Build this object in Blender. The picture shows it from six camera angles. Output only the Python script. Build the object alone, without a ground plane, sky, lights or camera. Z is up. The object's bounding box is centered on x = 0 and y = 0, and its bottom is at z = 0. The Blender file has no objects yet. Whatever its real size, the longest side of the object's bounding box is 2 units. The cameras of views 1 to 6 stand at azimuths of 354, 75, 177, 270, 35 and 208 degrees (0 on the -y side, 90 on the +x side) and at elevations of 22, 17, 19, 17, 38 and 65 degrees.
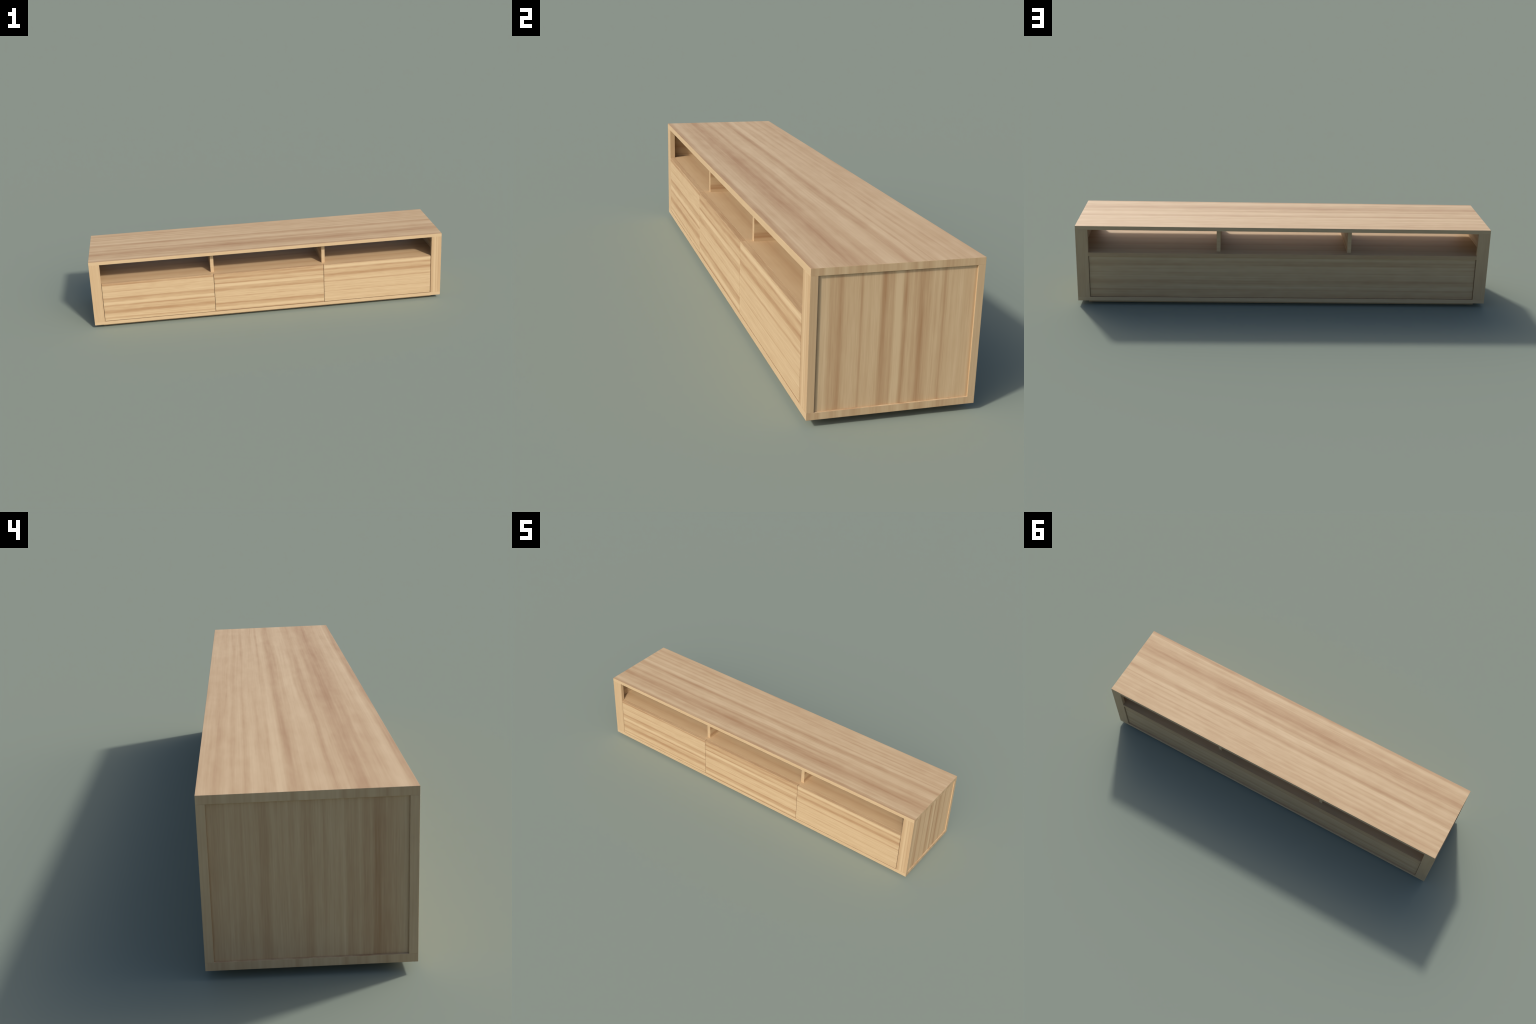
"""Low, long television cabinet in pale wood veneer: two boards carried by corner
posts, recessed side and back panels, an open upper compartment with two dividers,
three flush drawer fronts and a set-back plinth."""
import bpy
import bmesh
from mathutils import Vector

# ------------------------------------------------------------------ dimensions (m)
HX, HY, TOP = 1.0, 0.21870, 0.4000      # half length, half depth, height
T = 0.0189                              # board thickness
PLINTH_H = 0.0191                       # plinth height
BASE_TOP = PLINTH_H + T                 # upper face of the base board
UNDER = TOP - T                         # lower face of the tabletop
POST_W = 0.0579                         # posts seen from the front
POST_X = HX - POST_W                    # inner edge of the posts
POST_Y = HY - T                         # inner face of the posts
RECESS = 0.0048                         # side panels sit this far back
BACK_RECESS = 0.0066                    # back panel likewise
GAP = 0.0023                            # joints round the drawer fronts
SHELF_TOP = 0.2668
SHELF_BOTTOM = SHELF_TOP - T
SIDE_OUT = HX - RECESS
SIDE_IN = SIDE_OUT - T
DIVIDERS = (-0.3181, 0.3181)            # divider centres
DIV_FRONT, DIV_BACK = -0.1800, 0.1868
PLINTH_X, PLINTH_Y = 0.9540, 0.1860
EDGE = 0.0003                           # softened arrises

# ------------------------------------------------------------------ wood colours
LIGHT = (0.568, 0.423, 0.252)
MIDDLE = (0.476, 0.328, 0.182)
DARK = (0.362, 0.210, 0.102)

# The veneer figure across the grain, in figure widths: (position, darkness 0..1).
FIGURE = [
    (-0.44, 0.45), (-0.37, 0.60), (-0.32, 0.52), (-0.285, 0.78), (-0.25, 0.42),
    (-0.22, 0.34), (-0.18, 0.36), (-0.15, 0.74), (-0.125, 0.22), (-0.08, 0.08),
    (-0.045, 0.46), (0.005, 0.50), (0.045, 0.72), (0.075, 0.26), (0.205, 0.26),
    (0.220, 0.50), (0.238, 0.24), (0.375, 0.26), (0.400, 0.74), (0.430, 0.56),
    (0.485, 0.46), (0.515, 0.08), (0.560, 0.12), (0.595, 0.70), (0.625, 0.34),
    (0.700, 0.40), (0.740, 0.78), (0.800, 0.52), (0.835, 0.24), (0.905, 0.26),
    (0.930, 0.60), (0.960, 0.24), (1.185, 0.26), (1.200, 0.50), (1.220, 0.24),
    (1.500, 0.28),
]

# The wider figure of the tabletop, by distance from the centre line (m).
TOP_FIGURE = [
    (-0.2187, 0.80), (-0.2060, 0.72), (-0.1940, 0.14), (-0.1690, 0.32),
    (-0.1480, 0.46), (-0.1300, 0.70), (-0.1170, 0.82), (-0.1040, 0.74),
    (-0.0930, 0.54), (-0.0840, 0.56), (-0.0750, 0.34), (-0.0690, 0.36),
    (-0.0570, 0.70), (-0.0450, 0.34), (-0.0260, 0.18), (-0.0060, 0.20),
    (0.0110, 0.44), (0.0220, 0.74), (0.0340, 0.56), (0.0400, 0.22),
    (0.0470, 0.02), (0.0570, 0.18), (0.0640, 0.50), (0.0720, 0.24),
    (0.0830, 0.40), (0.1000, 0.16), (0.1140, 0.26), (0.1210, 0.60),
    (0.1290, 0.22), (0.1500, 0.44), (0.1580, 0.24), (0.1750, 0.48),
    (0.2000, 0.24), (0.2187, 0.42),
]


# ------------------------------------------------------------------ materials
class Graph:
    """Small helper for wiring shader nodes."""

    def __init__(self, mat):
        mat.use_nodes = True
        self.tree = mat.node_tree
        self.tree.nodes.clear()

    def node(self, kind, **props):
        n = self.tree.nodes.new(kind)
        for key, value in props.items():
            setattr(n, key, value)
        return n

    def feed(self, socket, value):
        if isinstance(value, bpy.types.NodeSocket):
            self.tree.links.new(value, socket)
        else:
            socket.default_value = value

    def math(self, op, a, b=0.0, c=None, clamp=False):
        n = self.node("ShaderNodeMath", operation=op, use_clamp=clamp)
        self.feed(n.inputs[0], a)
        self.feed(n.inputs[1], b)
        if c is not None:
            self.feed(n.inputs[2], c)
        return n.outputs[0]

    def vector(self, x, y, z):
        n = self.node("ShaderNodeCombineXYZ")
        for i, value in enumerate((x, y, z)):
            self.feed(n.inputs[i], value)
        return n.outputs[0]

    def noise(self, vec, detail=2.0, rough=0.5):
        n = self.node("ShaderNodeTexNoise", noise_dimensions="3D")
        self.feed(n.inputs["Vector"], vec)
        n.inputs["Scale"].default_value = 1.0
        n.inputs["Detail"].default_value = detail
        n.inputs["Roughness"].default_value = rough
        return n.outputs["Fac"]

    def ramp(self, fac, stops, interpolation="LINEAR"):
        n = self.node("ShaderNodeValToRGB")
        n.color_ramp.interpolation = interpolation
        els = n.color_ramp.elements
        while len(els) > 1:
            els.remove(els[-1])
        for i, (pos, col) in enumerate(stops):
            el = els[0] if i == 0 else els.new(pos)
            el.position = pos
            el.color = (col, col, col, 1) if isinstance(col, float) else (*col, 1)
        self.feed(n.inputs["Fac"], fac)
        return n.outputs["Color"]


# Quieter, closer figure of the far side panel (m from the centre line).
QUIET_FIGURE = [
    (-0.2000, 0.48), (-0.1900, 0.28), (-0.1720, 0.56), (-0.1560, 0.56), (-0.1380, 0.86),
    (-0.1230, 0.64), (-0.1130, 0.60), (-0.1010, 0.36), (-0.0880, 0.58), (-0.0790, 0.70),
    (-0.0700, 0.10), (-0.0580, 0.42), (-0.0450, 0.28), (-0.0300, 0.36), (-0.0130, 0.24),
    (-0.0030, 0.64), (0.0050, 0.60), (0.0170, 0.30), (0.0500, 0.40), (0.0700, 0.30),
    (0.0930, 0.66), (0.1060, 0.34), (0.1300, 0.48), (0.1500, 0.38), (0.2000, 0.50),
]


def thin_out(figure, limit=32):
    """A colour ramp holds 32 stops: drop the points that bend the profile least."""
    cut = list(figure)

    def bend(i):
        (x0, d0), (x, d), (x1, d1) = cut[i - 1:i + 2]
        return abs(d - d0 - (d1 - d0) * (x - x0) / (x1 - x0))

    while len(cut) > limit:
        del cut[min(range(1, len(cut) - 1), key=bend)]
    return cut


def wood(name, along, across, seed, figure=None, base=0.34, warp=0.004,
         streak=0.55, streak_scale=55.0, fine=0.22, fine_scale=330.0, mottle=0.25,
         bow=0.0, depth=1.0, roughness=0.62, tone=(1.0, 1.0, 1.0), stretch=1.0):
    """Sliced veneer. Grain runs on the object axis `along`; the figure is a run of
    darker bands spread over the axis `across`, bent and faded by noise."""
    mat = bpy.data.materials.new(name)
    g = Graph(mat)
    xyz = g.node("ShaderNodeSeparateXYZ")
    g.feed(xyz.inputs[0], g.node("ShaderNodeTexCoord").outputs["Object"])
    axis = {"x": 0, "y": 1, "z": 2}
    other = ({"x", "y", "z"} - {along, across}).pop()
    l, a, o = (xyz.outputs[axis[k]] for k in (along, across, other))

    # slow wander of the grain lines
    wander = g.noise(g.vector(g.math("MULTIPLY", l, 1.7 * stretch),
                              g.math("MULTIPLY", a, 9.0), seed), 2.0)
    a = g.math("MULTIPLY_ADD", g.math("SUBTRACT", wander, 0.5), warp * 2.0, a)
    if bow:
        a = g.math("MULTIPLY_ADD", g.math("MULTIPLY", l, l), bow, a)

    if figure:
        figure = thin_out(figure)
        lo, hi = figure[0][0], figure[-1][0]
        fac = g.math("DIVIDE", g.math("SUBTRACT", a, lo), hi - lo, clamp=True)
        stops = [((p - lo) / (hi - lo), float(d)) for p, d in figure]
        bands = g.ramp(fac, stops)
        fade = g.noise(g.vector(g.math("MULTIPLY", l, 3.2 * stretch),
                                g.math("MULTIPLY", a, 60.0), seed + 3.7), 1.0)
        fade = g.math("MULTIPLY_ADD", fade, 1.6 * depth, 0.2 * depth)
        centred = g.math("SUBTRACT", bands, base)
        value = g.math("MULTIPLY_ADD", centred, fade, base)
    else:
        value = base

    # finer streaks lying in the grain
    streaks = g.noise(g.vector(g.math("MULTIPLY", l, 1.3 * stretch),
                               g.math("MULTIPLY", a, streak_scale),
                               g.math("MULTIPLY_ADD", o, streak_scale, seed + 11.3)), 3.0, 0.6)
    value = g.math("MULTIPLY_ADD", g.math("SUBTRACT", streaks, 0.5), streak, value)
    # pores: short thin dashes
    pores = g.noise(g.vector(g.math("MULTIPLY", l, 14.0 * stretch),
                             g.math("MULTIPLY", a, fine_scale),
                             g.math("MULTIPLY_ADD", o, fine_scale, seed + 23.1)), 2.0, 0.55)
    value = g.math("MULTIPLY_ADD", g.math("SUBTRACT", pores, 0.5), fine, value)
    # cloudy unevenness
    cloud = g.noise(g.vector(g.math("MULTIPLY", l, 11.0), g.math("MULTIPLY", a, 34.0),
                             g.math("MULTIPLY_ADD", o, 34.0, seed + 31.9)), 2.0)
    value = g.math("MULTIPLY_ADD", g.math("SUBTRACT", cloud, 0.5), mottle, value, clamp=True)

    tint = lambda c: tuple(v * k for v, k in zip(c, tone))
    colour = g.ramp(value, [(0.0, tint(LIGHT)), (0.45, tint(MIDDLE)), (1.0, tint(DARK))])

    bump = g.node("ShaderNodeBump")
    bump.inputs["Strength"].default_value = 0.05
    bump.inputs["Distance"].default_value = 0.0006
    g.feed(bump.inputs["Height"], pores)

    shader = g.node("ShaderNodeBsdfPrincipled")
    g.feed(shader.inputs["Base Color"], colour)
    shader.inputs["Roughness"].default_value = roughness
    shader.inputs["Specular IOR Level"].default_value = 0.5
    g.feed(shader.inputs["Normal"], bump.outputs[0])
    out = g.node("ShaderNodeOutputMaterial")
    g.feed(out.inputs["Surface"], shader.outputs[0])
    return mat


def figure_window(scale, offset, lo, hi):
    """Cut the veneer figure to a panel: axis position = offset + scale * figure."""
    pts = sorted((offset + scale * t, d) for t, d in FIGURE)

    def at(x):
        for (x0, d0), (x1, d1) in zip(pts, pts[1:]):
            if x0 <= x <= x1:
                return d0 + (d1 - d0) * (x - x0) / (x1 - x0)
        return pts[0][1] if x < pts[0][0] else pts[-1][1]

    cut = [(lo, at(lo))] + [p for p in pts if lo < p[0] < hi] + [(hi, at(hi))]
    return cut


# ------------------------------------------------------------------ geometry
root = bpy.data.objects.new("tv_cabinet", None)
root.empty_display_size = 0.2
bpy.context.scene.collection.objects.link(root)
root["label"] = "long low pale wood TV cabinet with three drawers"
root["category"] = "TV cabinet"


def board_mesh(name, size, edge=EDGE):
    """A rectangular board centred on its origin with softened arrises."""
    bm = bmesh.new()
    bmesh.ops.create_cube(bm, size=1.0)
    bmesh.ops.scale(bm, vec=Vector(size), verts=bm.verts)
    bmesh.ops.bevel(bm, geom=list(bm.edges), offset=edge, offset_type="OFFSET",
                    segments=1, profile=0.5, affect="EDGES", clamp_overlap=True)
    me = bpy.data.meshes.new(name)
    bm.to_mesh(me)
    bm.free()
    return me


def place(name, mesh, centre, parent=root):
    ob = bpy.data.objects.new(name, mesh)
    bpy.context.scene.collection.objects.link(ob)
    ob.parent = parent
    ob.location = Vector(centre) - (Vector(parent.location) if parent else Vector())
    return ob


def board(name, x, y, z, mats, pick=None, parent=root):
    """Board spanning the given ranges. `pick(normal)` chooses the veneer of a face."""
    size = (x[1] - x[0], y[1] - y[0], z[1] - z[0])
    centre = ((x[0] + x[1]) / 2, (y[0] + y[1]) / 2, (z[0] + z[1]) / 2)
    me = board_mesh(name, size)
    for m in mats:
        me.materials.append(m)
    if pick:
        for p in me.polygons:
            p.material_index = pick(p.normal)
    return place(name, me, centre, parent)


def edge_pick(n):
    """0 = broad faces, 1 = long edges, 2 = end edges."""
    if abs(n.x) > 0.75:
        return 2
    return 1 if abs(n.y) > 0.75 else 0


# tabletop and base board ------------------------------------------------------
top_veneer = wood("tabletop_veneer", "x", "y", 1.3, figure=TOP_FIGURE, base=0.34, warp=0.0055,
                  streak=0.86, streak_scale=92.0, fine=0.2, fine_scale=220.0, mottle=0.45,
                  depth=0.86, tone=(1.005, 0.995, 1.005))
long_edge = wood("edge_band_veneer", "x", "z", 4.1, base=0.20, streak=0.25, streak_scale=60.0,
                 fine=0.22, mottle=0.30)
end_edge = wood("end_band_veneer", "z", "y", 6.2, base=0.38, streak=1.5, streak_scale=46.0,
                fine=0.10, fine_scale=160.0, mottle=0.30)
board("tabletop", (-HX, HX), (-HY, HY), (UNDER, TOP), [top_veneer, long_edge, end_edge], edge_pick)
board("base_board", (-HX, HX), (-HY, HY), (PLINTH_H, BASE_TOP),
      [top_veneer, long_edge, end_edge], edge_pick)

# plinth -----------------------------------------------------------------------
plinth_veneer = wood("plinth_veneer", "x", "z", 8.8, base=0.4)
board("plinth", (-PLINTH_X, PLINTH_X), (-PLINTH_Y, PLINTH_Y), (0.0, PLINTH_H), [plinth_veneer])

# corner posts -------------------------------------------------------------------
POST_FIGURE = [(-0.0293, 0.50), (-0.0210, 0.56), (-0.0150, 0.36), (-0.0095, 0.10),
               (-0.0040, 0.14), (-0.0005, 0.62), (0.0035, 0.24), (0.0100, 0.30),
               (0.0140, 0.70), (0.0180, 0.40), (0.0235, 0.58), (0.0293, 0.44)]
bold_post = wood("figured_post_veneer", "z", "x", 2.6, figure=POST_FIGURE, warp=0.0012,
                 streak=0.35, streak_scale=130.0, fine=0.20, mottle=0.18)
plain_post = wood("plain_post_veneer", "z", "x", 9.4, base=0.34, streak=0.42,
                  streak_scale=150.0, fine=0.34, fine_scale=420.0, mottle=0.20)
post_mesh = board_mesh("post", (POST_W, T, UNDER - BASE_TOP))
post_mesh.materials.append(plain_post)
for sx in (-1, 1):
    for sy in (-1, 1):
        post = place("post", post_mesh, (sx * (HX - POST_W / 2), sy * (HY - T / 2),
                                         (UNDER + BASE_TOP) / 2))
        if sx > 0 and sy < 0:
            post.material_slots[0].link = "OBJECT"
            post.material_slots[0].material = bold_post

# side panels: upright figure outside, lying figure inside --------------------------
side_inside = wood("side_inner_veneer", "y", "z", 14.2,
                   figure=figure_window(0.21, -0.06, -0.18, 0.18), warp=0.003)
for sx, fig in ((1, figure_window(0.294, -0.1542, -POST_Y, POST_Y)), (-1, QUIET_FIGURE)):
    outside = wood("side_panel_veneer", "z", "y", 5.0 + sx,
                   figure=fig, warp=0.0028, streak=0.75,
                   streak_scale=115.0, fine=0.5, fine_scale=320.0, bow=0.03 * sx,
                   depth=1.35 if sx > 0 else 0.95, tone=(1.03, 1.012, 1.0))
    xs = sorted((sx * SIDE_IN, sx * SIDE_OUT))
    board("side_panel", xs, (-POST_Y, POST_Y), (BASE_TOP, UNDER), [outside, side_inside],
          lambda n, s=sx: 1 if n.x * s < -0.75 else 0)

# shelf over the drawers -----------------------------------------------------------
SHELF_FIGURE = [(-0.21, 0.50), (-0.19, 0.38), (-0.165, 0.46), (-0.14, 0.62), (-0.12, 0.42),
                (-0.09, 0.40), (-0.06, 0.52), (-0.035, 0.40), (-0.01, 0.62), (0.01, 0.42),
                (0.04, 0.40), (0.07, 0.60), (0.09, 0.42), (0.13, 0.44), (0.15, 0.62),
                (0.17, 0.44), (0.21, 0.50)]
shelf_veneer = wood("shelf_veneer", "x", "y", 17.0, figure=SHELF_FIGURE, base=0.44,
                    streak=0.42, streak_scale=60.0, fine=0.14, mottle=0.22)
shelf_edge = wood("shelf_edge_veneer", "x", "z", 18.5, base=0.62, streak=0.35, mottle=0.3)
# between the back posts the shelf comes out flush with them
bm = bmesh.new()
outline = [(-SIDE_IN, -POST_Y), (SIDE_IN, -POST_Y), (SIDE_IN, POST_Y), (POST_X, POST_Y),
           (POST_X, HY), (-POST_X, HY), (-POST_X, POST_Y), (-SIDE_IN, POST_Y)]
zc = (SHELF_TOP + SHELF_BOTTOM) / 2
face = bm.faces.new([bm.verts.new((px, py, -T / 2)) for px, py in outline])
up = bmesh.ops.extrude_face_region(bm, geom=[face])
bmesh.ops.translate(bm, vec=(0, 0, T), verts=[v for v in up["geom"] if isinstance(v, bmesh.types.BMVert)])
bmesh.ops.recalc_face_normals(bm, faces=bm.faces)
bmesh.ops.bevel(bm, geom=list(bm.edges), offset=EDGE, segments=1, profile=0.5, affect="EDGES")
shelf_mesh = bpy.data.meshes.new("shelf")
bm.to_mesh(shelf_mesh)
bm.free()
for m in (shelf_veneer, shelf_edge):
    shelf_mesh.materials.append(m)
for p in shelf_mesh.polygons:
    p.material_index = 1 if abs(p.normal.y) > 0.75 else 0
place("shelf", shelf_mesh, (0, 0, zc))

# dividers of the open compartment ----------------------------------------------------
divider_veneer = wood("divider_veneer", "y", "z", 21.5,  # bands darkened to paint the tabletop's shadow onto the divider sides
                      figure=[(-0.060, 0.42), (-0.050, 0.50), (-0.044, 0.95), (-0.034, 0.86),
                              (-0.028, 0.34), (-0.008, 0.42), (0.000, 0.80), (0.012, 0.74),
                              (0.022, 0.46), (0.030, 0.84), (0.044, 0.56), (0.060, 0.48)],
                      warp=0.0015, streak=0.6, streak_scale=90.0)
divider_edge = wood("divider_edge_veneer", "x", "z", 22.5, base=0.30, streak=0.6, streak_scale=110.0)
divider_mesh = board_mesh("divider", (T, DIV_BACK - DIV_FRONT, UNDER - SHELF_TOP))
for m in (divider_veneer, divider_edge):
    divider_mesh.materials.append(m)
for p in divider_mesh.polygons:
    p.material_index = 1 if abs(p.normal.y) > 0.75 else 0
for dx in DIVIDERS:
    place("divider", divider_mesh, (dx, (DIV_FRONT + DIV_BACK) / 2, (UNDER + SHELF_TOP) / 2))

# drawer fronts, flush with the frame, with fine joints between them ----------------------
fz = (BASE_TOP + 0.0028, SHELF_TOP)
fh = fz[1] - fz[0]
bay = 2 * POST_X / 3
for i, shift in enumerate((0.0, 0.40, -0.48)):
    x0 = -POST_X + i * bay + (GAP if i == 0 else GAP / 2)
    x1 = -POST_X + (i + 1) * bay - (0.0030 if i == 2 else GAP / 2)
    # figure counted downward from the top edge of the front
    fig = figure_window(-fh, fh / 2 - shift * fh, -fh / 2, fh / 2)
    front_veneer = wood("drawer_front_veneer", "x", "z", 40.0 + 2.1 * i, figure=fig,
                        base=0.30, warp=0.0028, streak=0.66, streak_scale=140.0,
                        fine=0.75, fine_scale=310.0, mottle=0.14, depth=1.28)
    front = board("drawer_front", (x0, x1), (-HY, -POST_Y - 0.0005), fz, [front_veneer])

# back panel ---------------------------------------------------------------------------
back_veneer = wood("back_panel_veneer", "x", "z", 27.0,
                   figure=figure_window(0.235, -0.03, -0.105, 0.105), warp=0.003,
                   streak=0.8, streak_scale=110.0, mottle=0.35, depth=0.62)
board("back_panel", (-POST_X + 0.0018, POST_X - 0.0018), (HY - BACK_RECESS - 0.009, HY - BACK_RECESS),
      (BASE_TOP + 0.0015, SHELF_BOTTOM), [back_veneer])
